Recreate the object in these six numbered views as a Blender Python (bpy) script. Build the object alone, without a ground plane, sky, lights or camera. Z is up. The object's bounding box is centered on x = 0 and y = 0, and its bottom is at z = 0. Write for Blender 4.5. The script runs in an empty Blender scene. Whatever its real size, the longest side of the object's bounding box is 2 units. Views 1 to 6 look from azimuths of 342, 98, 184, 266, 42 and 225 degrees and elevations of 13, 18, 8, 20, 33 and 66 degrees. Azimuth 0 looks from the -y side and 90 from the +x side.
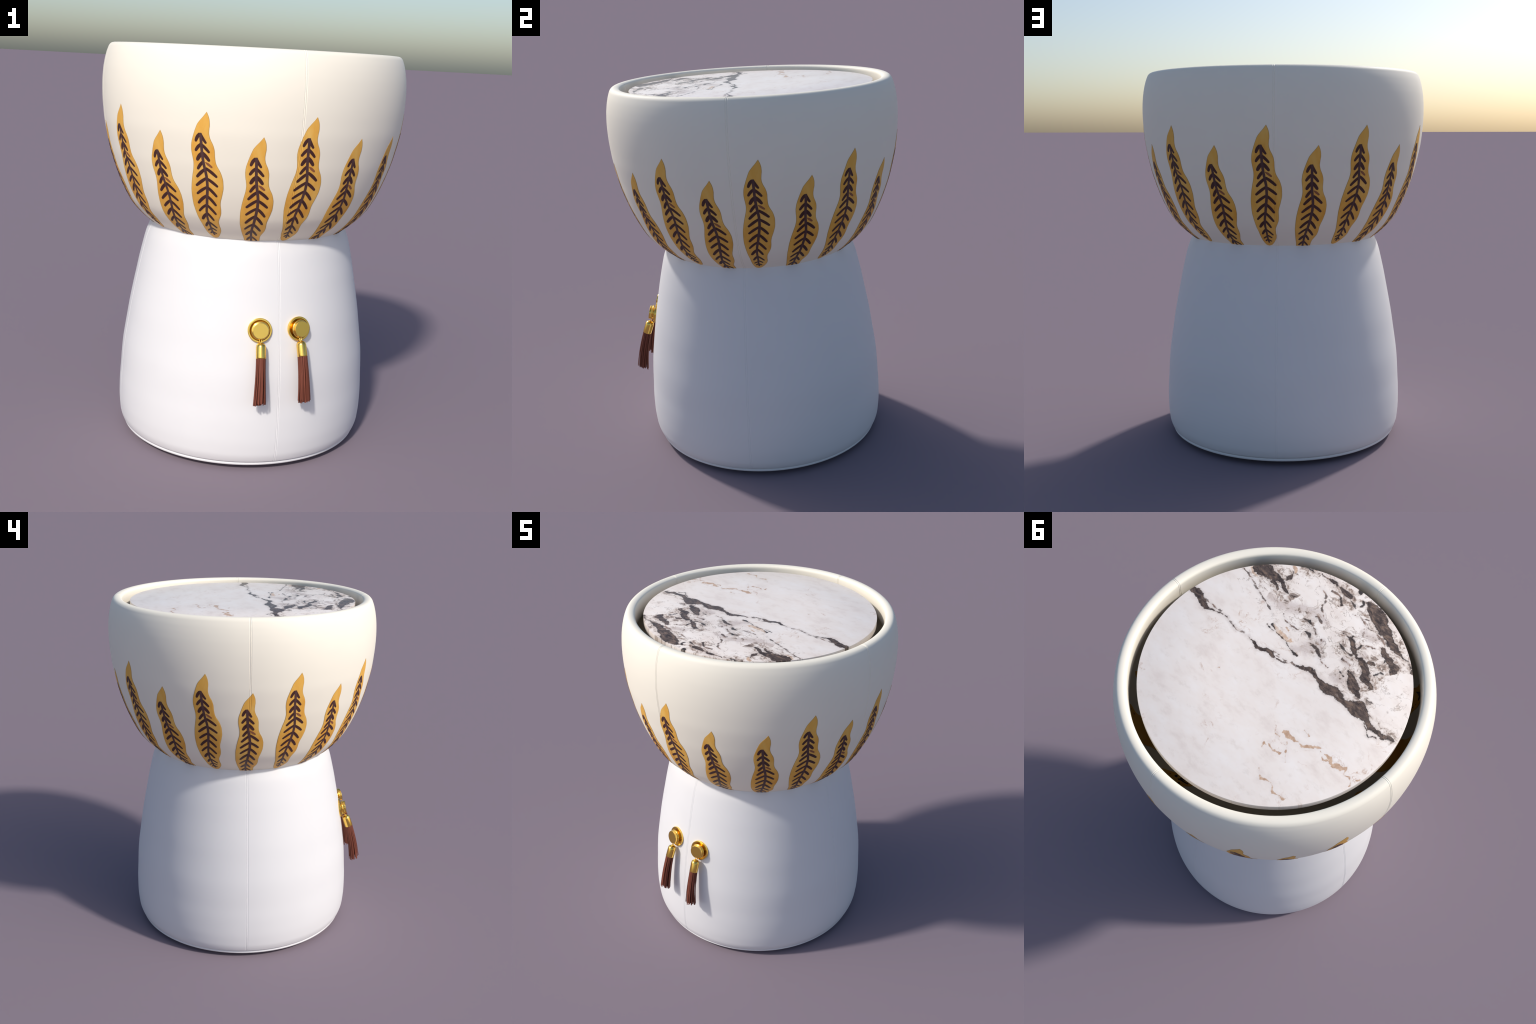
import bpy, bmesh, math, random
from mathutils import Vector, Matrix

random.seed(7)
TAU = math.tau
rad = math.radians

# ----------------------------------------------------------------------------
# small helpers
# ----------------------------------------------------------------------------
def lerp_table(tab, x, k=1):
    """piecewise linear look-up: tab is a list of (x, y)"""
    if x <= tab[0][0]:
        return tab[0][k]
    for a, b in zip(tab, tab[1:]):
        if x <= b[0]:
            f = (x - a[0]) / (b[0] - a[0])
            return a[k] + f * (b[k] - a[k])
    return tab[-1][k]


def catmull(pts, per):
    """smooth curve through control points (centripetal enough for our spacing)"""
    out = []
    n = len(pts)
    for i in range(n - 1):
        p0 = pts[max(i - 1, 0)]; p1 = pts[i]; p2 = pts[i + 1]; p3 = pts[min(i + 2, n - 1)]
        d01 = max(math.dist(p0, p1), 1e-6) ** .5 if i > 0 else None
        d12 = max(math.dist(p1, p2), 1e-6) ** .5
        d23 = max(math.dist(p2, p3), 1e-6) ** .5 if i < n - 2 else None
        d01 = d01 or d12; d23 = d23 or d12
        m1 = []; m2 = []
        for a, b, c, d in zip(p0, p1, p2, p3):
            t1 = (b - a) / d01 - (c - a) / (d01 + d12) + (c - b) / d12 if i > 0 else (c - b) / d12
            t2 = (c - b) / d12 - (d - b) / (d12 + d23) + (d - c) / d23 if i < n - 2 else (c - b) / d12
            m1.append(t1 * d12); m2.append(t2 * d12)
        for j in range(per):
            t = j / per
            h = (2*t**3 - 3*t**2 + 1, t**3 - 2*t**2 + t, -2*t**3 + 3*t**2, t**3 - t**2)
            out.append(tuple(h[0]*b + h[1]*u + h[2]*c + h[3]*v for b, u, c, v in zip(p1, m1, p2, m2)))
    out.append(tuple(pts[-1]))
    return out


def new_object(name, verts, faces, mats, parent=None, smooth=True, sharp=35, face_mat=None):
    me = bpy.data.meshes.new(name)
    me.from_pydata(verts, [], faces)
    for m in mats:
        me.materials.append(m)
    if face_mat:
        me.polygons.foreach_set("material_index", face_mat)
    bm = bmesh.new(); bm.from_mesh(me)
    bmesh.ops.recalc_face_normals(bm, faces=bm.faces)
    bm.to_mesh(me); bm.free()
    if smooth:
        me.polygons.foreach_set("use_smooth", [True] * len(me.polygons))
        if sharp:
            me.set_sharp_from_angle(angle=rad(sharp))
    me.update()
    ob = bpy.data.objects.new(name, me)
    bpy.context.scene.collection.objects.link(ob)
    if parent:
        ob.parent = parent
    return ob


def lathe_mesh(profile, angles, shift=None, frame=None):
    """revolve (r, z) points; poles where r == 0. shift(i, theta) moves a point along its normal"""
    verts, faces, rows = [], [], []
    n = len(profile)
    for i, (r, z) in enumerate(profile):
        if r < 1e-6:
            rows.append([len(verts)]); verts.append((0, 0, z)); continue
        a = profile[max(i - 1, 0)]; b = profile[min(i + 1, n - 1)]
        tr, tz = b[0] - a[0], b[1] - a[1]
        L = math.hypot(tr, tz) or 1
        nr, nz = tz / L, -tr / L
        row = []
        for th in angles:
            d = shift(i, th) if shift else 0
            rr, zz = r + nr * d, z + nz * d
            row.append(len(verts)); verts.append((rr * math.sin(th), -rr * math.cos(th), zz))
        rows.append(row)
    m = len(angles)
    for A, B in zip(rows, rows[1:]):
        for j in range(m):
            k = (j + 1) % m
            if len(A) == 1 and len(B) == 1:
                continue
            if len(A) == 1:
                faces.append((A[0], B[j], B[k]))
            elif len(B) == 1:
                faces.append((A[j], A[k], B[0]))
            else:
                faces.append((A[j], A[k], B[k], B[j]))
    if frame:
        verts = [tuple(frame @ Vector(v)) for v in verts]
    return verts, faces


# ----------------------------------------------------------------------------
# node helpers
# ----------------------------------------------------------------------------
class Nodes:
    def __init__(self, name):
        self.mat = bpy.data.materials.new(name)
        self.mat.use_nodes = True
        self.nt = self.mat.node_tree
        self.bsdf = self.nt.nodes["Principled BSDF"]

    def add(self, kind, **props):
        n = self.nt.nodes.new(kind)
        for k, v in props.items():
            setattr(n, k, v)
        return n

    def link(self, a, b):
        self.nt.links.new(a, b)

    def put(self, sock, v):
        if isinstance(v, bpy.types.NodeSocket):
            self.link(v, sock)
        else:
            sock.default_value = v

    def math(self, op, a, b=0.0, c=0.0, clamp=False):
        n = self.add("ShaderNodeMath", operation=op, use_clamp=clamp)
        for s, v in zip(n.inputs, (a, b, c)):
            self.put(s, v)
        return n.outputs[0]

    def vmath(self, op, a, b):
        n = self.add("ShaderNodeVectorMath", operation=op)
        self.put(n.inputs[0], a); self.put(n.inputs[1], b)
        return n.outputs[0]

    def coords(self, out="Object"):
        return self.add("ShaderNodeTexCoord").outputs[out]

    def mapping(self, vec, scale=(1, 1, 1), loc=(0, 0, 0), rot=(0, 0, 0)):
        n = self.add("ShaderNodeMapping")
        self.link(vec, n.inputs["Vector"])
        n.inputs["Scale"].default_value = scale
        n.inputs["Location"].default_value = loc
        n.inputs["Rotation"].default_value = rot
        return n.outputs[0]

    def noise(self, vec, scale, detail=4, rough=.55, color=False, dist=0):
        n = self.add("ShaderNodeTexNoise")
        self.link(vec, n.inputs["Vector"])
        n.inputs["Scale"].default_value = scale
        n.inputs["Detail"].default_value = detail
        n.inputs["Roughness"].default_value = rough
        n.inputs["Distortion"].default_value = dist
        return n.outputs["Color" if color else "Fac"]

    def remap(self, v, a, b, lo=0.0, hi=1.0, smooth=True):
        n = self.add("ShaderNodeMapRange", interpolation_type="SMOOTHSTEP" if smooth else "LINEAR")
        self.put(n.inputs["Value"], v)
        for k, x in (("From Min", a), ("From Max", b), ("To Min", lo), ("To Max", hi)):
            self.put(n.inputs[k], x)
        return n.outputs[0]

    def mix(self, f, a, b):
        n = self.add("ShaderNodeMix", data_type="RGBA")
        self.put(n.inputs["Factor"], f)
        col = [s for s in n.inputs if s.type == "RGBA"]
        for s, v in zip(col, (a, b)):
            self.put(s, v if isinstance(v, bpy.types.NodeSocket) else (*v, 1))
        return [s for s in n.outputs if s.type == "RGBA"][0]

    def ramp(self, f, stops):
        n = self.add("ShaderNodeValToRGB")
        el = n.color_ramp.elements
        while len(el) < len(stops):
            el.new(.5)
        for e, (p, c) in zip(el, stops):
            e.position = p; e.color = (*c, 1)
        self.put(n.inputs[0], f)
        return n.outputs[0]

    def curve(self, v, pts):
        n = self.add("ShaderNodeFloatCurve")
        cm = n.mapping.curves[0]
        while len(cm.points) < len(pts):
            cm.points.new(.5, .5)
        for p, (x, y) in zip(cm.points, pts):
            p.location = (x, y); p.handle_type = "VECTOR"
        n.mapping.update()
        self.put(n.inputs["Value"], v)
        return n.outputs[0]

    def add_dot(self, a, b):
        n = self.add("ShaderNodeVectorMath", operation="DOT_PRODUCT")
        self.put(n.inputs[0], a); self.put(n.inputs[1], b)
        return n.outputs["Value"]

    def sep(self, vec):
        n = self.add("ShaderNodeSeparateXYZ")
        self.link(vec, n.inputs[0])
        return n.outputs

    def surface(self, color=None, rough=.5, metal=0.0, spec=.5):
        b = self.bsdf
        if color is not None:
            c = b.inputs["Base Color"]
            self.put(c, color if isinstance(color, bpy.types.NodeSocket) else (*color, 1))
        self.put(b.inputs["Roughness"], rough)
        b.inputs["Metallic"].default_value = metal
        b.inputs["Specular IOR Level"].default_value = spec
        return self.mat

    def bump(self, h, strength, dist):
        n = self.add("ShaderNodeBump")
        n.inputs["Strength"].default_value = strength
        n.inputs["Distance"].default_value = dist
        self.link(h, n.inputs["Height"])
        self.link(n.outputs[0], self.bsdf.inputs["Normal"])


def leather(name, tone, rough):
    N = Nodes(name)
    co = N.coords()
    f = N.noise(co, 3.0, 3)
    col = N.mix(N.remap(f, .3, .7), tuple(c * .985 for c in tone), tone)
    N.bump(N.noise(co, 420, 2), .03, .001)
    return N.surface(col, rough, spec=.35)


CREAM = leather("cream_leather", (.92, .862, .735), .55)
WHITE = leather("white_leather", (.775, .765, .765), .50)


def leaf_gold():
    N = Nodes("golden_leaf_paint")
    co = N.coords()
    f = N.noise(N.mapping(co, (1, 1, .45)), 16, 4, .6)
    rnd = N.add("ShaderNodeObjectInfo").outputs["Random"]
    f = N.math("ADD", f, N.math("MULTIPLY", N.math("SUBTRACT", rnd, .5), .05))
    col = N.ramp(f, [(.30, (.74, .345, .050)), (.5, (.80, .43, .080)), (.70, (.83, .50, .125))])
    return N.surface(col, .55, spec=.3)


def plain(name, color, rough=.5, metal=0.0, spec=.3, vary=.12, scale=30):
    N = Nodes(name)
    f = N.noise(N.coords(), scale, 3)
    col = N.mix(f, tuple(c * (1 - vary) for c in color), tuple(min(1, c * (1 + vary)) for c in color))
    return N.surface(col, rough, metal, spec)


LEAF = leaf_gold()
LEAF_EDGE = plain("leaf_outline_paint", (.47, .28, .075), .55)
RIB = plain("rib_paint", (.085, .040, .038), .5, vary=.3)
BARB = plain("barb_paint", (.062, .022, .020), .5, vary=.3)
FADED = plain("faded_barb_paint", (.27, .10, .045), .5, vary=.2)
GOLD = plain("polished_gold", (.93, .61, .14), .20, 1.0, .5, vary=.03, scale=8)
DARK = plain("near_black_post", (.03, .028, .025), .7)


def strand_mat():
    N = Nodes("russet_leather_strand")
    co = N.coords()
    f = N.noise(N.mapping(co, (1, 1, .15)), 90, 3)
    rnd = N.add("ShaderNodeObjectInfo").outputs["Random"]
    f = N.math("ADD", N.math("MULTIPLY", f, .7), N.math("MULTIPLY", rnd, .3))
    col = N.mix(f, (.130, .036, .022), (.220, .068, .042))
    return N.surface(col, .6, spec=.2)


STRAND = strand_mat()


# ----------------------------------------------------------------------------
# marble: hand-laid veins as curves y(x) with a width, roughened by noise
# ----------------------------------------------------------------------------
R_TOP = .640


def marble_mat():
    # each vein: a chain of (x, y, half width) in metres on the slab
    WIDE = [
        [(0.665, -0.046, 0.0120), (0.633, -0.042, 0.0150), (0.605, -0.046, 0.0184), (0.570, -0.040, 0.0168), (0.534, -0.025, 0.0168), (0.504, -0.019, 0.0107), (0.486, -0.028, 0.0037), (0.455, -0.041, -0.0010), (0.414, -0.054, 0.0024), (0.400, -0.058, 0.0010), (0.369, -0.054, -0.0030), (0.335, -0.044, 0.0010), (0.316, -0.044, -0.0020), (0.278, -0.054, -0.0040), (0.235, -0.056, 0.0010), (0.206, -0.054, 0.0061), (0.176, -0.051, 0.0092), (0.154, -0.059, 0.0092), (0.140, -0.074, 0.0113), (0.115, -0.076, 0.0092), (0.093, -0.068, 0.0069), (0.076, -0.069, 0.0024), (0.053, -0.076, 0.0006)],
        [(-0.018, -0.116, 0.0009), (-0.048, -0.124, 0.0092), (-0.071, -0.139, 0.0138), (-0.092, -0.152, 0.0138), (-0.121, -0.148, 0.0077), (-0.151, -0.140, 0.0092), (-0.180, -0.132, 0.0199), (-0.208, -0.133, 0.0276), (-0.233, -0.146, 0.0260), (-0.268, -0.145, 0.0184), (-0.297, -0.141, 0.0122), (-0.330, -0.149, 0.0230), (-0.359, -0.161, 0.0398), (-0.393, -0.168, 0.0367), (-0.425, -0.160, 0.0199), (-0.452, -0.146, 0.0107), (-0.481, -0.140, 0.0138), (-0.515, -0.143, 0.0077), (-0.552, -0.146, 0.0138), (-0.572, -0.163, 0.0092), (-0.590, -0.164, 0.0046), (-0.608, -0.167, 0.0012)],
        [(-0.201, -0.280, 0.0031), (-0.228, -0.264, 0.0122), (-0.258, -0.246, 0.0230), (-0.287, -0.229, 0.0260), (-0.314, -0.219, 0.0138), (-0.341, -0.209, 0.0031)],
        [(-0.188, -0.363, 0.0092), (-0.229, -0.351, 0.0184), (-0.255, -0.333, 0.0168), (-0.277, -0.307, 0.0214), (-0.302, -0.294, 0.0168), (-0.330, -0.291, 0.0107), (-0.348, -0.276, 0.0061)],
        [(-0.234, -0.372, 0.0092), (-0.254, -0.389, 0.0107), (-0.265, -0.391, 0.0031)],
        [(-0.083, -0.406, 0.0077), (-0.116, -0.394, 0.0092), (-0.140, -0.379, 0.0138), (-0.161, -0.366, 0.0061), (-0.187, -0.348, 0.0061)],
        [(-0.229, -0.481, 0.0092), (-0.262, -0.460, 0.0168), (-0.288, -0.459, 0.0153), (-0.318, -0.450, 0.0168), (-0.347, -0.441, 0.0214), (-0.362, -0.417, 0.0168), (-0.350, -0.399, 0.0046)],
        [(0.003, -0.610, 0.0031), (-0.022, -0.610, 0.0184), (-0.053, -0.601, 0.0306), (-0.098, -0.586, 0.0352), (-0.131, -0.569, 0.0337), (-0.164, -0.557, 0.0291), (-0.201, -0.545, 0.0199), (-0.229, -0.533, 0.0168), (-0.259, -0.524, 0.0168), (-0.290, -0.517, 0.0107), (-0.321, -0.515, 0.0037)],
        [(0.219, -0.567, 0.0037), (0.189, -0.572, 0.0077), (0.158, -0.572, 0.0024), (0.126, -0.575, 0.0077), (0.095, -0.575, 0.0122), (0.072, -0.578, 0.0046)],
        [(0.532, -0.375, 0.0352), (0.505, -0.371, 0.0352), (0.471, -0.374, 0.0367), (0.437, -0.377, 0.0291), (0.402, -0.387, 0.0184), (0.372, -0.393, 0.0107), (0.348, -0.379, 0.0077), (0.318, -0.368, 0.0061), (0.289, -0.361, 0.0012), (0.261, -0.370, 0.0043), (0.257, -0.380, 0.0012)],
        [(0.412, -0.354, 0.0077), (0.394, -0.358, 0.0092), (0.369, -0.356, 0.0061), (0.344, -0.345, 0.0028)],
        [(0.364, -0.407, 0.0018), (0.360, -0.428, 0.0122), (0.361, -0.455, 0.0046), (0.376, -0.478, 0.0024)],
        [(-0.409, -0.479, 0.0061), (-0.399, -0.498, 0.0061)],
    ]
    THIN = [
        [(-0.444, -0.133, 0.0031), (-0.472, -0.121, 0.0046), (-0.495, -0.098, 0.0024), (-0.509, -0.095, 0.0018)],
        [(-0.506, -0.094, 0.0018), (-0.518, -0.112, 0.0018), (-0.535, -0.119, 0.0046), (-0.545, -0.118, 0.0015)],
        [(-0.064, -0.348, 0.0023), (-0.092, -0.342, 0.0038), (-0.125, -0.342, 0.0031), (-0.156, -0.345, 0.0061)],
        [(-0.036, -0.401, 0.0015), (-0.085, -0.408, 0.0061), (-0.117, -0.411, 0.0018)],
        [(-0.088, -0.405, 0.0031), (-0.083, -0.431, 0.0024)],
        [(-0.150, -0.390, 0.0061), (-0.153, -0.425, 0.0023)],
        [(0.112, -0.540, 0.0038), (0.088, -0.522, 0.0037), (0.069, -0.510, 0.0054)],
        [(0.066, -0.563, 0.0031), (0.032, -0.551, 0.0038), (0.015, -0.543, 0.0023)],
        [(0.024, -0.604, 0.0031), (0.003, -0.588, 0.0021), (0.001, -0.568, 0.0061)],
        [(0.075, -0.630, 0.0077), (0.056, -0.628, 0.0077)],
        [(-0.321, -0.515, 0.0024), (-0.359, -0.515, 0.0012), (-0.392, -0.501, 0.0015)],
        [(0.228, -0.191, 0.0024), (0.179, -0.170, 0.0028), (0.114, -0.168, 0.0012), (0.067, -0.157, 0.0024), (0.017, -0.150, 0.0031)],
        [(0.241, -0.166, 0.0021), (0.206, -0.162, 0.0018), (0.179, -0.170, 0.0015)],
        [(0.146, -0.323, 0.0031), (0.114, -0.331, 0.0077), (0.091, -0.325, 0.0031)],
        [(0.087, -0.275, 0.0018), (0.064, -0.274, 0.0061), (0.040, -0.264, 0.0018)],
        [(0.014, -0.246, 0.0061), (0.000, -0.250, 0.0092), (-0.027, -0.244, 0.0092), (-0.046, -0.234, 0.0092), (-0.069, -0.229, 0.0031)],
        [(-0.175, -0.241, 0.0021), (-0.208, -0.237, 0.0024)],
        [(0.367, -0.522, 0.0015), (0.340, -0.535, 0.0024), (0.315, -0.550, 0.0031), (0.303, -0.547, 0.0015), (0.279, -0.559, 0.0009)],
        [(-0.298, -0.340, 0.0012), (-0.313, -0.372, 0.0037), (-0.330, -0.380, 0.0015)],
        [(-0.277, -0.383, 0.0012), (-0.288, -0.415, 0.0024), (-0.278, -0.446, 0.0015)],
    ]
    BROWN = [
        [(0.500, -0.022, 0.003), (0.455, -0.041, 0.002), (0.414, -0.054, 0.003), (0.369, -0.054, 0.001), (0.335, -0.044, 0.002), (0.316, -0.044, 0.002), (0.278, -0.054, 0.001), (0.228, -0.055, 0.002)],
        [(0.090, -0.078, 0.003), (0.060, -0.092, 0.001), (0.020, -0.102, 0.002), (-0.015, -0.112, 0.003)],
        [(0.085, -0.066, 0.002), (0.040, -0.082, 0.003), (-0.005, -0.106, 0.001), (-0.040, -0.118, 0.003)],
        [(0.232, -0.504, 0.0012), (0.192, -0.500, 0.0038), (0.163, -0.488, 0.0024), (0.138, -0.456, 0.0034)],
        [(0.135, -0.453, 0.0018), (0.140, -0.437, 0.0028), (0.119, -0.416, 0.0031), (0.087, -0.398, 0.0021), (0.063, -0.392, 0.0021)],
        [(0.556, -0.306, 0.0015), (0.484, -0.292, 0.0028), (0.446, -0.283, 0.0015), (0.388, -0.264, 0.0012), (0.346, -0.250, 0.0018), (0.321, -0.244, 0.0028), (0.288, -0.238, 0.0009), (0.258, -0.227, 0.0015)],
        [(0.443, -0.293, 0.0009), (0.413, -0.300, 0.0021), (0.395, -0.298, 0.0015)],
        [(0.274, -0.568, 0.0012), (0.219, -0.567, 0.0031), (0.184, -0.572, 0.0046)],
        [(0.168, -0.534, 0.0046), (0.129, -0.539, 0.0046), (0.112, -0.540, 0.0021)],
        [(0.116, -0.569, 0.0092), (0.083, -0.572, 0.0077), (0.067, -0.578, 0.0031)],
        [(-0.040, -0.522, 0.0012), (-0.063, -0.521, 0.0031), (-0.085, -0.502, 0.0021), (-0.126, -0.457, 0.0015)],
        [(-0.155, -0.427, 0.0012), (-0.183, -0.442, 0.0037), (-0.209, -0.450, 0.0012)],
        [(0.004, -0.304, 0.0021), (-0.020, -0.273, 0.0018), (-0.049, -0.253, 0.0024)],
        [(0.113, -0.380, 0.0046), (0.065, -0.363, 0.0031)],
        [(0.091, -0.325, 0.0024), (0.059, -0.307, 0.0015), (0.023, -0.272, 0.0015)],
        [(-0.062, -0.235, 0.0024), (-0.079, -0.218, 0.0031), (-0.108, -0.219, 0.0021), (-0.126, -0.214, 0.0015)],
        [(-0.134, -0.294, 0.0031), (-0.165, -0.297, 0.0021), (-0.189, -0.302, 0.0031)],
        [(0.232, -0.266, 0.0009), (0.193, -0.250, 0.0012), (0.149, -0.250, 0.0028), (0.100, -0.259, 0.0018)],
        [(0.009, -0.511, 0.0012), (-0.017, -0.519, 0.0015), (-0.049, -0.526, 0.0012), (-0.079, -0.544, 0.0012)],
        [(-0.156, -0.517, 0.0021), (-0.193, -0.514, 0.0061), (-0.229, -0.502, 0.0031)],
        [(0.550, -0.051, 0.0021), (0.519, -0.052, 0.0024), (0.475, -0.051, 0.0021), (0.443, -0.059, 0.0015)],
        [(0.122, -0.083, 0.0021), (0.096, -0.091, 0.0021), (0.074, -0.095, 0.0009)],
    ]
    TAN = [
        [(0.221, -0.193, 0.0024), (0.180, -0.180, 0.0107), (0.143, -0.178, 0.0122), (0.109, -0.179, 0.0092), (0.089, -0.190, 0.0031)],
        [(0.167, -0.225, 0.0018), (0.141, -0.222, 0.0031)],
        [(0.110, -0.193, 0.0046), (0.089, -0.185, 0.0031)],
        [(0.397, -0.494, 0.0046), (0.379, -0.497, 0.0077), (0.359, -0.479, 0.0061)],
        [(0.536, -0.336, 0.0061), (0.510, -0.325, 0.0037), (0.474, -0.326, 0.0021)],
        [(0.038, -0.158, 0.0024), (0.019, -0.152, 0.0037)],
        [(-0.278, -0.151, 0.0031), (-0.312, -0.138, 0.0037), (-0.331, -0.135, 0.0024)],
    ]
    RUST = [
        [(-0.224, 0.167, 0.0055), (-0.246, 0.159, 0.0138), (-0.260, 0.165, 0.0110), (-0.282, 0.158, 0.0041), (-0.314, 0.149, 0.0022), (-0.337, 0.153, 0.0050), (-0.356, 0.136, 0.0069), (-0.371, 0.116, 0.0055), (-0.395, 0.103, 0.0055), (-0.407, 0.096, 0.0019)],
        [(-0.411, 0.114, 0.0017), (-0.444, 0.107, 0.0019), (-0.468, 0.102, 0.0110), (-0.491, 0.114, 0.0055), (-0.510, 0.097, 0.0083), (-0.532, 0.094, 0.0069), (-0.549, 0.079, 0.0041)],
        [(-0.434, 0.126, 0.0017), (-0.451, 0.129, 0.0019), (-0.466, 0.112, 0.0019)],
        [(-0.548, 0.081, 0.0022), (-0.559, 0.110, 0.0022)],
        [(-0.560, 0.112, 0.0014), (-0.587, 0.099, 0.0022), (-0.608, 0.117, 0.0017), (-0.617, 0.136, 0.0017)],
        [(-0.620, 0.092, 0.0017), (-0.626, 0.074, 0.0022)],
        [(-0.284, 0.359, 0.0011), (-0.312, 0.381, 0.0014), (-0.329, 0.390, 0.0069), (-0.347, 0.376, 0.0019), (-0.376, 0.372, 0.0019), (-0.411, 0.398, 0.0055), (-0.436, 0.387, 0.0011), (-0.471, 0.385, 0.0069)],
        [(-0.209, 0.199, 0.0011), (-0.237, 0.194, 0.0019)],
        [(-0.217, 0.283, 0.0019), (-0.211, 0.264, 0.0055), (-0.228, 0.262, 0.0014)],
        [(-0.229, 0.253, 0.0011), (-0.229, 0.224, 0.0019)],
        [(-0.231, 0.251, 0.0014), (-0.249, 0.257, 0.0028), (-0.269, 0.255, 0.0019), (-0.299, 0.248, 0.0028)],
        [(-0.275, 0.187, 0.0022), (-0.301, 0.208, 0.0019), (-0.313, 0.237, 0.0011), (-0.342, 0.264, 0.0014)],
        [(0.223, 0.159, 0.0015), (0.213, 0.148, 0.0012)],
        [(-0.286, 0.091, 0.0008), (-0.326, 0.093, 0.0011)],
    ]
    HAZE = [
        [(0.355, -0.284, 0.0184), (0.276, -0.294, 0.0306), (0.208, -0.336, 0.0306), (0.146, -0.382, 0.0260), (0.107, -0.387, 0.0092)],
        [(0.061, -0.159, 0.0092), (0.022, -0.201, 0.0306), (-0.011, -0.273, 0.0306), (-0.011, -0.315, 0.0092)],
        [(-0.161, -0.201, 0.0092), (-0.193, -0.211, 0.0306), (-0.227, -0.223, 0.0092)],
        [(-0.091, -0.471, 0.0061), (-0.146, -0.484, 0.0276), (-0.192, -0.493, 0.0092)],
        [(0.156, -0.392, 0.0092), (0.105, -0.394, 0.0184), (0.027, -0.378, 0.0122)],
        [(-0.129, -0.299, 0.0077), (-0.165, -0.297, 0.0214), (-0.205, -0.299, 0.0061)],
        [(-0.178, -0.349, 0.0153), (-0.197, -0.390, 0.0245), (-0.223, -0.388, 0.0092)],
    ]

    N = Nodes("veined_marble")
    co = N.coords()
    X = N.sep(co)
    flat = N.add("ShaderNodeCombineXYZ")
    N.link(X[0], flat.inputs[0]); N.link(X[1], flat.inputs[1])
    flat = flat.outputs[0]

    def warp(scale, amp, detail=6, rough=.6):
        wob = N.vmath("SUBTRACT", N.noise(flat, scale, detail, rough, color=True), (.5, .5, .5))
        sc = N.add("ShaderNodeVectorMath", operation="SCALE")
        N.link(wob, sc.inputs[0]); sc.inputs["Scale"].default_value = amp
        return N.vmath("ADD", flat, sc.outputs[0])

    wp = warp(13, .034)
    fine = N.noise(flat, 42, 6, .72)
    lump = N.noise(flat, 21, 4, .6)

    def vein(pts, grow=0.0):
        """signed distance to a wandering band: spine and half width are curves along its chord"""
        ax, ay = pts[0][:2]; bx, by = pts[-1][:2]
        L = math.hypot(bx - ax, by - ay)
        ex, ey = (bx - ax) / L, (by - ay) / L
        tab = sorted(((x - ax) * ex + (y - ay) * ey, -(x - ax) * ey + (y - ay) * ex, w + grow * min(1, .2 + w / .006)) for x, y, w in pts)
        lo, hi = tab[0][0] - .012, tab[-1][0] + .012
        for i in range(1, len(tab)):
            if tab[i][0] < tab[i - 1][0] + .0015:
                tab[i] = (tab[i - 1][0] + .0015, *tab[i][1:])
        vmax = max(abs(t[1]) for t in tab) + .004
        wmax = max(.055, max(t[2] for t in tab) + .004)
        dot = lambda e, o: N.math("SUBTRACT", N.add_dot(wp, e), o)
        u = N.remap(N.add_dot(wp, (ex, ey, 0)), lo + ax * ex + ay * ey, hi + ax * ex + ay * ey, smooth=False)
        v = dot((-ey, ex, 0), -ax * ey + ay * ex)
        to = lambda t: (t - lo) / (hi - lo)
        mid = N.curve(u, [(to(t[0]), t[1] / vmax * .5 + .5) for t in tab])
        wid = [(0, 0)] + [(to(t[0]), t[2] / wmax * .5 + .5) for t in tab] + [(1, 0)]
        ww = N.curve(u, wid)
        d = N.math("ABSOLUTE", N.math("SUBTRACT", v, N.math("MULTIPLY_ADD", mid, 2 * vmax, -vmax)))
        return N.math("SUBTRACT", d, N.math("MULTIPLY_ADD", ww, 2 * wmax, -wmax))

    def union(group, grow=0.0):
        d = None
        for pts in group:
            e = vein(pts, grow)
            d = e if d is None else N.math("MINIMUM", d, e)
        return d

    jag = N.math("MULTIPLY_ADD", fine, .040, -.0195)
    beads = N.math("MULTIPLY_ADD", lump, .026, -.0125)
    wide = N.math("ADD", union(WIDE, .0026), jag)
    thin = N.math("ADD", union(THIN, .0024), N.math("MULTIPLY_ADD", jag, .55, N.math("MULTIPLY", beads, .55)))
    brown = N.math("ADD", union(BROWN, .0022), N.math("MULTIPLY_ADD", jag, .55, N.math("MULTIPLY", beads, .8)))
    tan = N.math("ADD", union(TAN, .0015), N.math("MULTIPLY", jag, .9))
    rust = N.math("ADD", union(RUST, .0028), N.math("MULTIPLY_ADD", jag, .55, N.math("MULTIPLY", beads, .7)))
    haze = N.math("ADD", union(HAZE), N.math("MULTIPLY", beads, 2.2))

    # ground stone: pinkish white clouds drawn out along the bedding
    cloud = N.noise(N.mapping(flat, (1.0, 1.9, 1), rot=(0, 0, .25)), 4.6, 7, .62)
    base = N.ramp(cloud, [(.30, (.77, .67, .61)), (.46, (.875, .79, .725)), (.66, (.905, .84, .79))])
    mott = N.noise(N.mapping(flat, (1, 1.7, 1), rot=(0, 0, .9)), 15, 6, .7)
    base = N.mix(N.remap(mott, .52, .70, 0, .42), base, (.71, .62, .555))

    # faint warm wisps, broken up
    ridge = N.math("ABSOLUTE", N.math("SUBTRACT", N.noise(wp, 6.5, 8, .62, dist=.5), .5))
    gate = N.math("MULTIPLY", N.remap(N.noise(flat, 4.0, 2), .50, .64), N.remap(lump, .44, .62))
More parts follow.
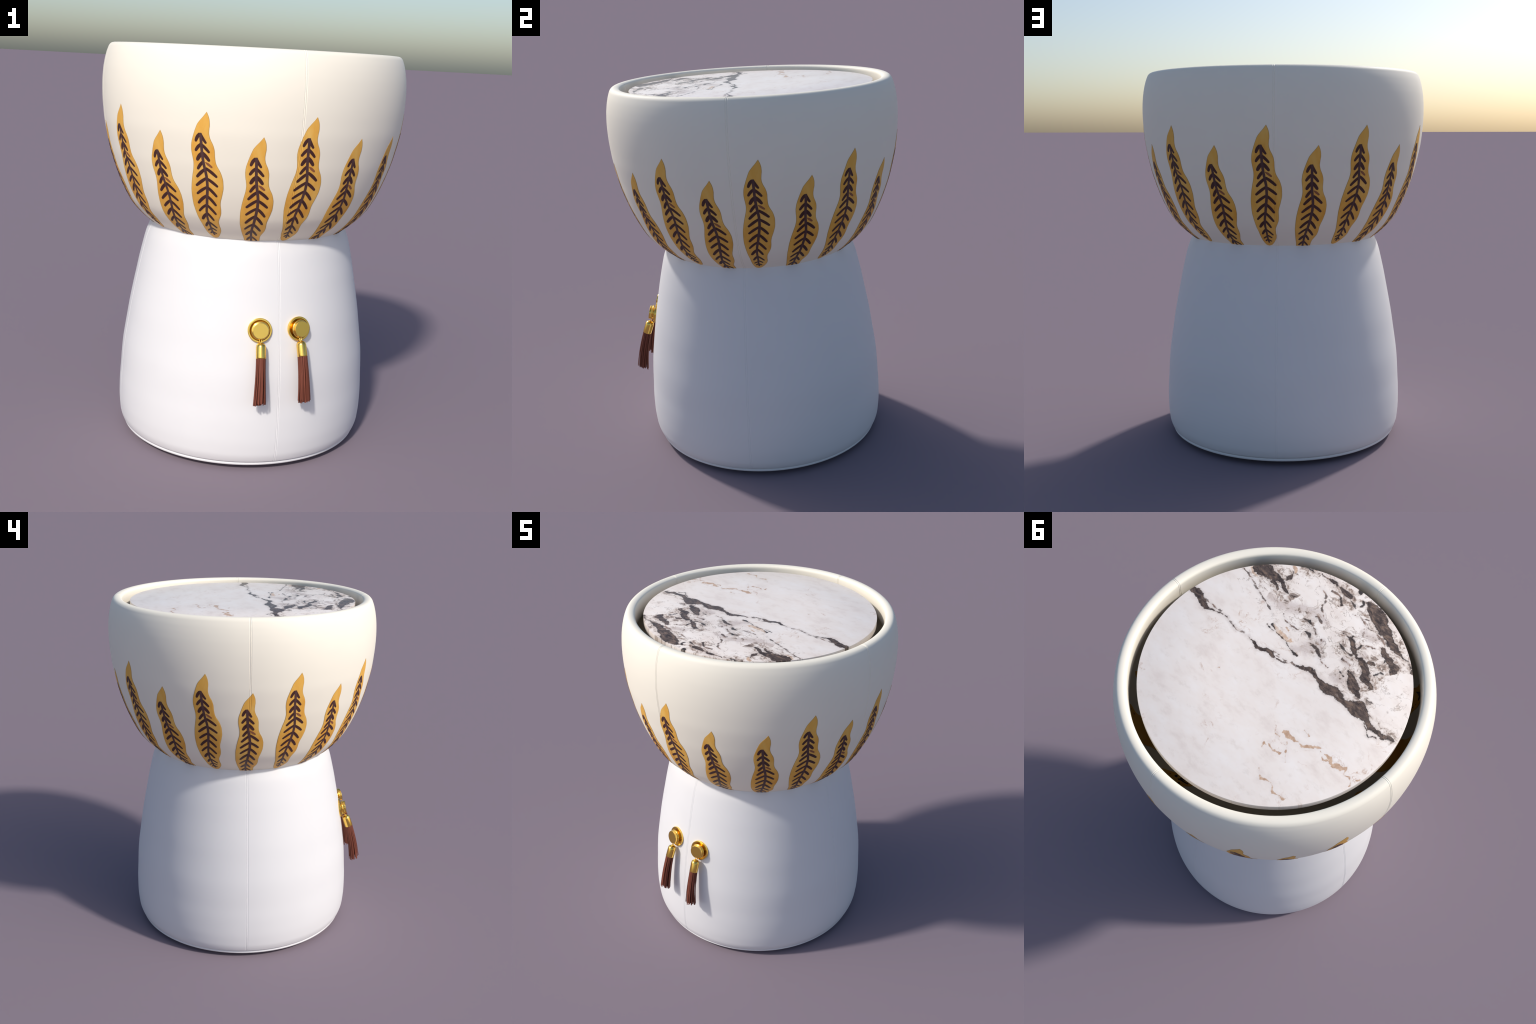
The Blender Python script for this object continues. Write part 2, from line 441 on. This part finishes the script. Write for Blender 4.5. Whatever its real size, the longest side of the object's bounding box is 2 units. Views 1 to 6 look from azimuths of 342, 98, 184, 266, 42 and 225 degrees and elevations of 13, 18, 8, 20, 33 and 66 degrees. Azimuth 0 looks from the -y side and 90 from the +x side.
    col = N.mix(N.math("MULTIPLY", N.math("MULTIPLY", N.remap(ridge, .020, 0), gate), .75), base, (.50, .31, .21))

    # greyish drifts between the big veins, and fine crackle inside them
    soft = N.remap(haze, .022, -.020)
    col = N.mix(N.math("MULTIPLY", soft, .80), col, (.635, .545, .505))
    near = N.remap(N.math("MINIMUM", wide, thin), .065, .003)
    zone = N.math("MULTIPLY", near, N.remap(N.math("MULTIPLY_ADD", X[0], .08, X[1]), -.14, -.24))
    zone = N.math("MAXIMUM", zone, N.math("MULTIPLY", soft, .55))
    speck = N.noise(N.mapping(wp, (.88, 1.18, 1), rot=(0, 0, -.45)), 27, 8, .74, dist=.4)
    gate2 = N.noise(flat, 7.5, 3, .6)
    level = N.math("SUBTRACT", N.math("MULTIPLY_ADD", zone, -.15, .675), N.math("MULTIPLY", N.math("SUBTRACT", gate2, .5), .30))
    crack = N.math("MULTIPLY", N.remap(N.math("SUBTRACT", speck, level), -.012, .030), N.remap(zone, .02, .30))
    ccol = N.ramp(speck, [(.50, (.40, .28, .21)), (.58, (.22, .15, .11)), (.66, (.050, .037, .033))])
    warmth = N.math("MULTIPLY", N.remap(N.math("SUBTRACT", speck, level), -.14, -.005), N.remap(zone, .02, .40))
    col = N.mix(N.math("MULTIPLY", warmth, .42), col, (.50, .39, .315))
    col = N.mix(N.math("MULTIPLY", crack, .86), col, ccol)

    web = N.math("ABSOLUTE", N.math("SUBTRACT", N.noise(N.mapping(wp, (1, 1.25, 1), loc=(3, 1, 0)), 9.5, 5, .58, dist=.5), .5))
    web = N.remap(web, N.math("MAXIMUM", N.math("MULTIPLY_ADD", lump, .16, -.066), .0005), 0)
    web = N.math("MULTIPLY", web, N.math("MULTIPLY", N.remap(X[1], -.17, -.26), N.remap(N.math("MINIMUM", wide, thin), .13, .03)))
    col = N.mix(N.math("MULTIPLY", web, .72), col, N.ramp(fine, [(.40, (.060, .044, .038)), (.52, (.26, .165, .115)), (.66, (.48, .35, .26))]))

    # rust, tan and brown veins, each with a soft halo
    col = N.mix(N.remap(rust, .026, -.004, 0, .22), col, (.66, .57, .53))
    col = N.mix(N.remap(rust, .0022, -.0030, 0, .82), col, N.ramp(fine, [(.40, (.43, .23, .115)), (.62, (.66, .44, .28))]))
    col = N.mix(N.remap(tan, .004, -.004, 0, .80), col, N.ramp(fine, [(.38, (.36, .20, .11)), (.50, (.66, .42, .25)), (.66, (.80, .70, .62))]))
    col = N.mix(N.remap(brown, .020, -.004, 0, .25), col, (.55, .48, .45))
    col = N.mix(N.remap(brown, .0022, -.0028, 0, .88), col, N.ramp(lump, [(.40, (.07, .045, .035)), (.56, (.26, .14, .085)), (.68, (.42, .26, .17))]))
    # dark veins: blue-grey halo, black lip, brown-grey flowing body with pale flecks
    dark = N.math("MINIMUM", wide, thin)
    col = N.mix(N.remap(dark, .018, -.002, 0, .36), col, (.52, .44, .39))
    col = N.mix(N.remap(thin, .0022, -.0028, 0, .94), col, N.ramp(lump, [(.42, (.026, .020, .019)), (.62, (.10, .068, .052))]))
    flow = N.noise(N.mapping(wp, (.6, 1.5, 1), rot=(0, 0, -.35)), 40, 7, .78, dist=.6)
    body = N.ramp(flow, [(.34, (.022, .016, .015)), (.45, (.070, .050, .042)), (.54, (.135, .098, .080)), (.60, (.24, .155, .105)), (.635, (.14, .115, .105)), (.72, (.50, .46, .44))])
    body = N.mix(N.remap(wide, -.009, .000, 0, .60), body, (.024, .018, .017))
    col = N.mix(N.remap(wide, .0022, -.0026), col, body)
    return N.surface(col, .32, spec=.4)


MARBLE = marble_mat()

# ----------------------------------------------------------------------------
# the round ottoman-like side table
# ----------------------------------------------------------------------------
root = bpy.data.objects.new("side_table", None)
bpy.context.scene.collection.objects.link(root)
root["label"] = "white drum-waisted leather side table with golden leaves, marble top and tassels"
root["category"] = "side table"

# --- angles with fine samples at the four stitched seams
SEAM_GAP, SEAM_SIG, SEAM_DEEP = .0039, .00115, .0018


def seam_shift(th, r, deep=1.0):
    q = math.pi / 2
    x = (th - round(th / q) * q) * r
    if abs(x) > .03:
        return 0.0
    g = sum(math.exp(-((x - s * SEAM_GAP) / SEAM_SIG) ** 2) for s in (-1, 1))
    puff = math.exp(-(x / .011) ** 2) * .0003
    return -SEAM_DEEP * deep * g + puff * deep


def seam_angles(r_ref=.70, coarse=200):
    offs = [-.016, -.011, -.0085, -.0068, -.0058, -.0050, -.0044, -.0039, -.0034, -.0028, -.0020, -.0010]
    offs = offs + [0] + [-o for o in reversed(offs)]
    out = set()
    for k in range(4):
        for o in offs:
            out.add(round((k * math.pi / 2 + o / r_ref) % TAU, 7))
    for i in range(coarse):
        th = i * TAU / coarse
        q = math.pi / 2
        if abs(th - round(th / q) * q) * r_ref > .019:
            out.add(round(th, 7))
    return sorted(out)


ANG = seam_angles()

# --- bowl: outer side is a smooth curve from the hidden bottom to the rolled rim
BOWL_SIDE = [(.4590, 1.080), (.4782, 1.095), (.4968, 1.110), (.5218, 1.130), (.5467, 1.150), (.5735, 1.175), (.5967, 1.200),
             (.6200, 1.230), (.6375, 1.260), (.6575, 1.300), (.6755, 1.340), (.6912, 1.380), (.7085, 1.430), (.7238, 1.480),
             (.7358, 1.530), (.7467, 1.580), (.7558, 1.630), (.7614, 1.680), (.7656, 1.730), (.7675, 1.780), (.7669, 1.830),
             (.7630, 1.880), (.7601, 1.900), (.7566, 1.920), (.7525, 1.938)]
RIM = [(.7478, 1.9555), (.7418, 1.9725), (.7352, 1.987), (.7262, 1.9960), (.7160, 1.9995), (.7040, 1.9995),
       (.6945, 1.9970), (.6880, 1.9928), (.6848, 1.9860), (.6840, 1.9720)]
N_SIDE = (len(BOWL_SIDE) - 1) * 5
WHOLE = catmull(BOWL_SIDE + RIM, 5)
SIDE = WHOLE[:N_SIDE + 1]
# arc length from z = 1.94 downwards -> (r, z)
ARC = [(0.0, *SIDE[-1])]
for a, b in zip(reversed(SIDE), list(reversed(SIDE))[1:]):
    ARC.append((ARC[-1][0] + math.dist(a, b), *b))


def on_bowl(th, s, off=0.0, seam=False):
    r, z = lerp_table(ARC, s, 1), lerp_table(ARC, s, 2)
    r2, z2 = lerp_table(ARC, s + .006, 1), lerp_table(ARC, s + .006, 2)
    r1, z1 = lerp_table(ARC, s - .006, 1), lerp_table(ARC, s - .006, 2)
    tr, tz = r1 - r2, z1 - z2
    L = math.hypot(tr, tz)
    nr, nz = tz / L, -tr / L
    d = off + (min(0.0, seam_shift(th, r)) if seam else 0)
    r += nr * d; z += nz * d
    return (r * math.sin(th), -r * math.cos(th), z)


SHELL = .006
bottom = [(0, 1.000), (.20, 1.004), (.32, 1.015), (.40, 1.043)]
rim = WHOLE[N_SIDE:]
wall = [(.6840, 1.945), (.6845, 1.915), (.6855, 1.890), (.690, 1.882), (.700, 1.880), (.730, 1.880)]
inner = []
for i in range(len(SIDE) - 1, -1, -1):
    r, z = SIDE[i]
    if z > 1.87:
        continue
    a = SIDE[max(i - 1, 0)]; b = SIDE[min(i + 1, len(SIDE) - 1)]
    tr, tz = b[0] - a[0], b[1] - a[1]; L = math.hypot(tr, tz)
    inner.append((r - tz / L * SHELL, z + tr / L * SHELL))
floor_in = [(.40, 1.050), (.32, 1.022), (.20, 1.010), (0, 1.006)]
prof = bottom + SIDE[:-1] + rim + wall + inner[::2] + floor_in
seamed = len(bottom) + len(SIDE) - 1 + len(rim) + 3


def bowl_shift(i, th):
    return seam_shift(th, prof[i][0]) if len(bottom) <= i < seamed else 0


v, f = lathe_mesh(prof, ANG, bowl_shift)
bowl = new_object("bowl", v, f, [CREAM], root, sharp=None)

# --- pedestal
PED = [(.630, .0385), (.6385, .0440), (.6445, .0560), (.6518, .080), (.6555, .110), (.6586, .150), (.6592, .200), (.6580, .260), (.6538, .330),
       (.6500, .400), (.6440, .470), (.6343, .540), (.6236, .610), (.6129, .680), (.5983, .760), (.5826, .840), (.5667, .920),
       (.5531, .980), (.5411, 1.030), (.5325, 1.060), (.5230, 1.085), (.5150, 1.104), (.5075, 1.1185)]
ped_side = catmull(PED, 5)
ped_prof = [(0, .030), (.50, .030), (.61, .031)] + ped_side + [(.462, 1.070), (.42, 1.040), (.36, 1.012), (.20, .992), (0, .988)]


def ped_shift(i, th):
    return seam_shift(th, ped_prof[i][0], .65) if 3 <= i < 3 + len(ped_side) - 2 else 0


v, f = lathe_mesh(ped_prof, ANG, ped_shift)
pedestal = new_object("pedestal", v, f, [WHITE], root, sharp=60)


def ring(r, z, t, frame=None, n=160, m=14, name="ring", mat=None, parent=None):
    pr = [(r + t * math.cos(TAU * j / m), z + t * math.sin(TAU * j / m)) for j in range(m + 1)]
    vv, ff = lathe_mesh(pr, [TAU * i / n for i in range(n)], frame=frame)
    bm_ob = new_object(name, vv, ff, [mat], parent, sharp=None)
    bm = bmesh.new(); bm.from_mesh(bm_ob.data)
    bmesh.ops.remove_doubles(bm, verts=bm.verts, dist=1e-6)
    bmesh.ops.recalc_face_normals(bm, faces=bm.faces)
    bm.to_mesh(bm_ob.data); bm.free()
    return bm_ob


ring(.6245, .0315, .0092, name="piping", mat=WHITE, parent=pedestal)
v, f = lathe_mesh([(0, 0), (.455, 0), (.460, .004), (.460, .0305), (0, .0305)], [TAU * i / 96 for i in range(96)])
new_object("foot", v, f, [WHITE], pedestal, sharp=40)

# --- marble top and the post that carries it
zt, zb = 1.977, 1.937
e = .003
v, f = lathe_mesh([(0, zb), (.30, zb), (R_TOP - e, zb), (R_TOP, zb + e), (R_TOP, zt - e), (R_TOP - e * .3, zt - e * .3), (R_TOP - e, zt), (.30, zt), (0, zt)],
                  [TAU * i / 192 for i in range(192)])
top = new_object("marble_top", v, f, [MARBLE], root, sharp=30)
v, f = lathe_mesh([(0, 1.003), (.22, 1.008), (.20, 1.06), (.20, 1.90), (.34, 1.925), (.34, zb - .0005), (0, zb - .0005)], [TAU * i / 64 for i in range(64)])
new_object("support_post", v, f, [DARK], root, sharp=40)

# ----------------------------------------------------------------------------
# golden leaves: outline as (angle offset in degrees, arc length below the tip)
# ----------------------------------------------------------------------------
LEFT = [(0, 0), (-1.12, .0195), (-2.42, .0392), (-3.33, .0557), (-3.93, .0745), (-4.46, .0933), (-4.94, .1124), (-5.39, .1315),
        (-5.66, .1508), (-5.74, .168), (-5.59, .1897), (-5.35, .2093), (-5.19, .2312), (-5.34, .2533), (-5.68, .2735), (-6.07, .2932),
        (-6.53, .3186), (-6.90, .3442), (-7.23, .3725), (-7.35, .3992), (-7.39, .4314), (-7.17, .4619), (-6.76, .4958), (-6.24, .5288),
        (-5.72, .557), (-5.30, .5924), (-4.80, .6218), (-4.02, .6500), (-3.18, .6680), (-1.94, .6738)]
RIGHT = [(0, 0), (.30, .0082), (.76, .0227), (1.03, .0392), (1.10, .0558), (.96, .0724), (.86, .0912), (1.00, .1059), (1.43, .1229),
         (2.08, .1399), (2.56, .1591), (2.75, .1763), (2.79, .1959), (2.95, .2176), (3.39, .2373), (4.02, .2527), (4.68, .2690),
         (5.25, .2923), (5.53, .3153), (5.56, .3384), (5.25, .3665), (4.70, .3952), (4.22, .4173), (4.06, .4373), (4.14, .4576),
         (4.04, .4782), (3.57, .4993), (2.84, .5214), (2.48, .5425), (2.54, .5639), (2.75, .5834), (2.62, .6012), (1.97, .624),
         (.81, .6515), (-.50, .6699), (-1.94, .6738)]
MID = [(-2.15, .0925), (-2.13, .0960), (-2.02, .1165), (-1.93, .1421), (-1.84, .1678), (-1.68, .196), (-1.43, .2243), (-1.10, .2506), (-.72, .2789),
       (-.53, .3017), (-.50, .327), (-.62, .3526), (-.83, .3762), (-1.13, .4029), (-1.46, .4327), (-1.83, .4581), (-2.11, .4841),
       (-2.19, .5108), (-2.05, .5368), (-1.88, .5664), (-1.84, .5949), (-1.70, .6207), (-1.45, .6435)]
# side veins: kind, root (deg, arc), tip (deg, arc), width, bow
BARBS = [("l", -2.30, .0965, -3.94, .1336, .0105, .16), ("l", -2.02, .1420, -4.19, .1766, .0101, .10), ("l", -1.90, .1840, -3.78, .2201, .0122, .10),
         ("l", -1.65, .2230, -3.79, .2609, .0101, .06), ("l", -1.00, .2570, -4.44, .2998, .0105, .05), ("l", -.68, .3000, -5.03, .3427, .0101, .04),
         ("l", -.70, .3440, -5.09, .3841, .0094, .05), ("l", -1.05, .3870, -5.13, .4347, .0101, .08), ("l", -1.60, .4365, -5.35, .4783, .0084, .07),
         ("l", -2.15, .4880, -4.62, .5255, .0105, .10), ("l", -2.15, .5380, -4.05, .5741, .0088, .08), ("l", -1.95, .5895, -3.91, .6071, .0059, .08),
         ("l", -1.90, .6130, -3.12, .6302, .0059, .08),
         ("r", -2.05, .0975, -.13, .1388, .0088, -.08), ("r", -1.92, .1430, .89, .1807, .0094, .04), ("r", -1.80, .1800, .84, .2198, .0115, .06),
         ("f", -.75, .2240, 1.73, .2478, .0076, .02), ("r", -.70, .2520, 3.35, .2935, .0101, .05), ("r", -.58, .3010, 3.50, .3402, .0097, .05),
         ("r", -.57, .3450, 2.92, .3916, .0097, .06), ("r", -.96, .3900, 2.33, .4399, .0097, .06), ("r", -1.58, .4370, 1.96, .4893, .0088, .04),
         ("r", -2.06, .4810, .57, .5273, .0080, .06), ("r", -2.02, .5360, 1.20, .5800, .0063, .03), ("r", -1.82, .5780, .47, .6025, .0055, .02),
         ("r", -1.66, .6135, -.02, .6319, .0050, .02), ("r", -1.70, .6200, -1.42, .6435, .0055, 0)]
SIDE_L = [(b, a) for a, b in catmull(LEFT, 4)]
SIDE_R = [(b, a) for a, b in catmull(RIGHT, 4)]
S_END = .925            # the bowl disappears into the pedestal here
DEG = math.pi / 180


def leaf_mesh(name, tip_s, tip_deg, seam, cols):
    """a thin inlay that follows the bowl, passing through its shell"""
    length = min(.6738, S_END - tip_s)
    rows = 120
    verts, faces, fm = [], [], []
    grid = []
    for i in range(rows + 1):
        t = i / rows
        s = length * (t if length < .67 else (1 - (1 - t) ** 1.0))
        s = max(s, .0006)
        if length > .67:
            s = min(s, .6735)
        a, b = lerp_table(SIDE_L, s), lerp_table(SIDE_R, s)
        r = lerp_table(ARC, tip_s + s, 1)
        edge = min(.0021 / r / DEG, (b - a) * .3)
        xs = [a, a + edge] + [a + edge + (b - a - 2 * edge) * k / cols for k in range(1, cols)] + [b - edge, b]
        top, bot = [], []
        for k, x in enumerate(xs):
            th = (tip_deg + x) * DEG
            off = .0006 if k in (0, len(xs) - 1) else .0013
            top.append(len(verts)); verts.append(on_bowl(th, tip_s + s, off, seam))
        for x in (a, b):
            bot.append(len(verts)); verts.append(on_bowl((tip_deg + x) * DEG, tip_s + s, -SHELL - .0022))
        grid.append((top, bot))
    n = cols + 3
    for (A, Ab), (B, Bb) in zip(grid, grid[1:]):
        for k in range(n - 1):
            faces.append((A[k], A[k + 1], B[k + 1], B[k])); fm.append(1 if k in (0, n - 2) else 0)
        faces.append((A[0], B[0], Bb[0], Ab[0])); fm.append(1)
        faces.append((A[-1], Ab[1], Bb[1], B[-1])); fm.append(1)
        faces.append((Ab[0], Bb[0], Bb[1], Ab[1])); fm.append(0)
    for (A, Ab) in (grid[0], grid[-1]):
        faces.append(tuple(A) + (Ab[1], Ab[0])); fm.append(1)
    ob = new_object(name, verts, faces, [LEAF, LEAF_EDGE], None, sharp=30, face_mat=fm)
    return ob


def vein_mesh(name, tip_s, tip_deg, seam):
    verts, faces, fm = [], [], []

    def ribbon(path, widths, off, slot, cap=True):
        """path in (deg, s) -> metric strip with thickness; rounded ends"""
        # metric frame: x along the circle, y along the arc
        s0 = path[0][1]
        pts = []
        for d, s in path:
            pts.append((d * DEG * lerp_table(ARC, tip_s + s, 1), s))
        loop = []
        n = len(pts)
        lefts, rights = [], []
        for i in range(n):
            a = pts[max(i - 1, 0)]; b = pts[min(i + 1, n - 1)]
            tx, ty = b[0] - a[0], b[1] - a[1]; L = math.hypot(tx, ty) or 1
            nx, ny = -ty / L, tx / L
            w = widths[i] / 2
            lefts.append((pts[i][0] + nx * w, pts[i][1] + ny * w)); rights.append((pts[i][0] - nx * w, pts[i][1] - ny * w))
        idx = []
        for l, r in zip(lefts, rights):
            row = []
            for (x, s), o in ((l, off), (r, off), (l, -SHELL - .0034), (r, -SHELL - .0034)):
                deg = x / DEG / lerp_table(ARC, tip_s + s, 1)
                row.append(len(verts)); verts.append(on_bowl((tip_deg + deg) * DEG, tip_s + s, o, seam and o > 0))
            idx.append(row)
        for A, B in zip(idx, idx[1:]):
            for q in ((A[0], A[1], B[1], B[0]), (A[2], B[2], B[3], A[3]), (A[0], B[0], B[2], A[2]), (A[1], A[3], B[3], B[1])):
                faces.append(q); fm.append(slot)
        for A in (idx[0], idx[-1]):
            faces.append((A[0], A[1], A[3], A[2])); fm.append(slot)

    lim = S_END - tip_s
    mid = [p for p in catmull(MID, 4) if p[1] < lim]
    n = len(mid)
    ribbon(mid, [.0132 * (1 - .42 * max(0, (p[1] - .40) / .25)) * (.35, .72, .88, .96)[min(i, 3)] for i, p in enumerate(mid)], .0024, 0)
    for j, (kind, d0, s0, d1, s1, w, bow) in enumerate(BARBS):
        if s1 > lim - .004:
            continue
        path, wid = [], []
        K = 14
        for k in range(K + 1):
            # denser towards the rounded tip
            t = 1 - (1 - k / K) ** 1.6
            sgn = -1 if kind == "l" else 1
            d = d0 + (d1 - d0) * t + sgn * bow * 4 * t * (1 - t) * abs(d1 - d0) * .6
            s = s0 + (s1 - s0) * t - bow * 2.2 * t * (1 - t) * (s1 - s0)
            path.append((d, s))
            span = math.hypot((d1 - d0) * DEG * .7, s1 - s0)
            left = (1 - t) * span
            rnd = math.sqrt(max(0.0, 1 - (1 - min(1, left / (w * .62))) ** 2))
            wid.append(max(.0004, w * (1.17 + .32 * math.sin(math.pi * min(1, t * 1.1))) * rnd))
        if kind == "f":
            wid[0] = .003; wid[1] *= .6; wid[2] *= .8
        ribbon(path, wid, .0019 + .00002 * j, 2 if kind == "f" else 1)
    return new_object(name, verts, faces, [RIB, BARB, FADED], None, sharp=30, face_mat=fm)


TALL = [4.65, 64.40, 99.98, 137.18, 177.32, 215.00, 252.79, 290.19, 328.05]
SHORT = [24.35, 46.38, 82.45, 119.10, 157.45, 196.10, 233.75, 271.02, 310.42, 347.14]
S_TALL, S_SHORT = .2180, .3135
shared = {}
for kind, tips, s in (("tall", TALL, S_TALL), ("short", SHORT, S_SHORT)):
    for deg in tips:
        near = min(abs(deg + x - k * 90) for x in (-7, -3.5, 0, 3, 5) for k in range(5))
        crosses = near < 2.2
        if crosses:
            lf = leaf_mesh("leaf", s, deg, True, 150)
            vn = vein_mesh("leaf_vein", s, deg, False)
        else:
            if kind not in shared:
                lf = leaf_mesh("leaf", s, 0, False, 20)
                vn = vein_mesh("leaf_vein", s, 0, False)
                shared[kind] = (lf, vn)
            else:
                lf, vn = (o.copy() for o in shared[kind])
                for o in (lf, vn):
                    bpy.context.scene.collection.objects.link(o)
            lf.rotation_euler = (0, 0, rad(deg))
        lf.parent = root
        vn.parent = lf

# ----------------------------------------------------------------------------
# two gilt knobs with hanging tassels
# ----------------------------------------------------------------------------
def frame_at(deg, r, z, tilt):
    """local z points outwards (tilted up), local y up the surface"""
    th = rad(deg)
    out = Vector((math.sin(th), -math.cos(th), 0))
    n = (out * math.cos(tilt) + Vector((0, 0, 1)) * math.sin(tilt)).normalized()
    side = Vector((math.cos(th), math.sin(th), 0))
    up = n.cross(side)
    M = Matrix((side, up, n)).transposed().to_4x4()
    M.translation = out * r + Vector((0, 0, z))
    return M


def sweep(path, radius, mat, name, parent, m=10):
    verts, faces = [], []
    for i, p in enumerate(path):
        a = Vector(path[max(i - 1, 0)]); b = Vector(path[min(i + 1, len(path) - 1)])
        t = (b - a).normalized()
        u = t.orthogonal().normalized(); w = t.cross(u)
        if i:
            u = (prev - t * prev.dot(t)).normalized(); w = t.cross(u)
        prev = u
        for j in range(m):
            q = Vector(p) + (u * math.cos(TAU * j / m) + w * math.sin(TAU * j / m)) * radius
            verts.append(tuple(q))
    for i in range(len(path) - 1):
        for j in range(m):
            k = (j + 1) % m
            faces.append((i * m + j, i * m + k, (i + 1) * m + k, (i + 1) * m + j))
    faces.append(tuple(range(m))); faces.append(tuple(range((len(path) - 1) * m, len(path) * m)))
    return new_object(name, verts, faces, [mat], parent, sharp=60)


ring_ang = [TAU * i / 72 for i in range(72)]
for seed, side in ((3, -1), (11, 1)):
    rng = random.Random(seed)
    deg = 9.15 * side
    F = frame_at(deg, .6130, .7085, rad(12.5))
    # flange against the leather, with a dished middle
    v, f = lathe_mesh([(0, -.010), (.0572, -.010), (.0582, -.004), (.0583, .0025), (.0577, .0042), (.0562, .0050), (.0496, .0050), (.0484, .0042),
                       (.0474, .0022), (.0440, .0012), (.0320, .0018), (.0290, .0045), (.0285, .0150), (0, .0150)], ring_ang, frame=F)
    flange = new_object("knob", v, f, [GOLD], root, sharp=28)
    # collar and face disc
    v, f = lathe_mesh([(0, .0125), (.0390, .0125), (.0415, .0132), (.0428, .0150), (.0428, .0180), (.0415, .0198), (.0395, .0206), (.0376, .0208),
                       (.0366, .0216), (.0366, .0226), (0, .0226)], ring_ang, frame=F)
    new_object("knob_collar", v, f, [GOLD], flange, sharp=50)
    v, f = lathe_mesh([(0, .0222), (.0360, .0222), (.0378, .0230), (.0383, .0245), (.0383, .0328), (.0377, .0342), (.0362, .0350), (0, .0350)],
                      ring_ang, frame=F)
    new_object("knob_face", v, f, [GOLD], flange, sharp=14)

    # cap, leaning outwards along the swell of the pedestal
    th = rad(8.85 * side)
    out = Vector((math.sin(th), -math.cos(th), 0))
    tang = Vector((math.cos(th), math.sin(th), 0))
    P0 = out * .6470 + Vector((0, 0, .6570))
    P1 = out * .6720 + Vector((0, 0, .5880))
    ax = (P0 - P1).normalized()
    dep = tang.cross(ax)
    C = Matrix((tang, dep, ax)).transposed().to_4x4(); C.translation = P1
    Lc = (P0 - P1).length
    v, f = lathe_mesh([(0, .004), (.0195, .004), (.0232, .0005), (.0242, .0015), (.0242, .006), (.0240, Lc - .020), (.0225, Lc - .0115), (.0185, Lc - .0045),
                       (.0120, Lc - .0008), (.0070, Lc), (0, Lc + .0003)], [TAU * i / 48 for i in range(48)], frame=C)
    cap = new_object("tassel", v, f, [GOLD], root, sharp=60)
    # little loop from the knob neck to the cap
    neck = F @ Vector((0, -.0405, .0175))
    loop = []
    top_p = P0 + ax * .0005
    for i in range(25):
        a = TAU * i / 24
        cpos = (neck + top_p) / 2
        upv = (neck - top_p); half = upv.length / 2 + .004
        loop.append(tuple(cpos + upv.normalized() * math.cos(a) * half + tang * math.sin(a) * .0052))
    sweep(loop, .0022, GOLD, "tassel_loop", cap)
    knobby = F.to_3x3() @ Vector((0, 0, 1))
    ringc = [tuple(P0 + tang * math.cos(TAU * i / 20) * .0068 + dep * math.sin(TAU * i / 20) * .0068) for i in range(21)]
    sweep(ringc, .0028, GOLD, "tassel_eyelet", cap)

    # leather strands: curved straps in two rings, splaying slightly
    Pend = out * .7125 + tang * (.0015 * side) + Vector((0, 0, .3735))
    idx = 0
    for layer, (count, rr0, rr1, wid) in enumerate(((20, .0224, .0302, .0068), (14, .0140, .0185, .0066), (7, .0060, .0090, .0066))):
        for k in range(count):
            a0 = TAU * (k + .5 * layer) / count + rng.uniform(-.10, .10)
            spread = rr1 * rng.uniform(.88, 1.10)
            tuck = rng.uniform(-.0016, .0004)
            twist = rng.uniform(-.16, .16)
            drop = rng.uniform(-.010, .006)
            w = wid * rng.uniform(.90, 1.08)
            sway = rng.uniform(-.0022, .0022)
            verts, faces = [], []
            n = 18
            rows = []
            for i in range(n + 1):
                t = i / n
                # centre line of the tassel: leans out, then hangs straighter
                c = P1.lerp(Pend + Vector((0, 0, -drop)), t) + out * (.0055 * math.sin(math.pi * t)) + ax * (.006 * (1 - t))
                ang = a0 + twist * t
                rr = rr0 + tuck * min(1, 4 * t) + (spread - rr0) * t ** 1.3
                er = tang * math.cos(ang) + dep * math.sin(ang)
                et = -tang * math.sin(ang) + dep * math.cos(ang)
                c = c + er * rr + et * sway * math.sin(3.0 * t)
                ww = w * (1 if t < .97 else .78) * (1 - .08 * math.sin(math.pi * t))
                hh = .0011
                row = []
                for u in (-.5, -.25, 0, .25, .5):
                    bend = -(u * ww) ** 2 / (2 * max(rr, .008))
                    for o in (hh, -hh):
                        row.append(len(verts)); verts.append(tuple(c + et * (u * ww) + er * (bend + o)))
                rows.append(row)
            for A, B in zip(rows, rows[1:]):
                for j in range(4):
                    a, b = 2 * j, 2 * j + 2
                    faces.append((A[a], A[b], B[b], B[a]))
                    faces.append((A[a + 1], B[a + 1], B[b + 1], A[b + 1]))
                faces.append((A[0], B[0], B[1], A[1])); faces.append((A[8], A[9], B[9], B[8]))
            for A in (rows[0], rows[-1]):
                faces.append((A[0], A[2], A[4], A[6], A[8], A[9], A[7], A[5], A[3], A[1]))
            new_object("strand", verts, faces, [STRAND], cap, sharp=40)
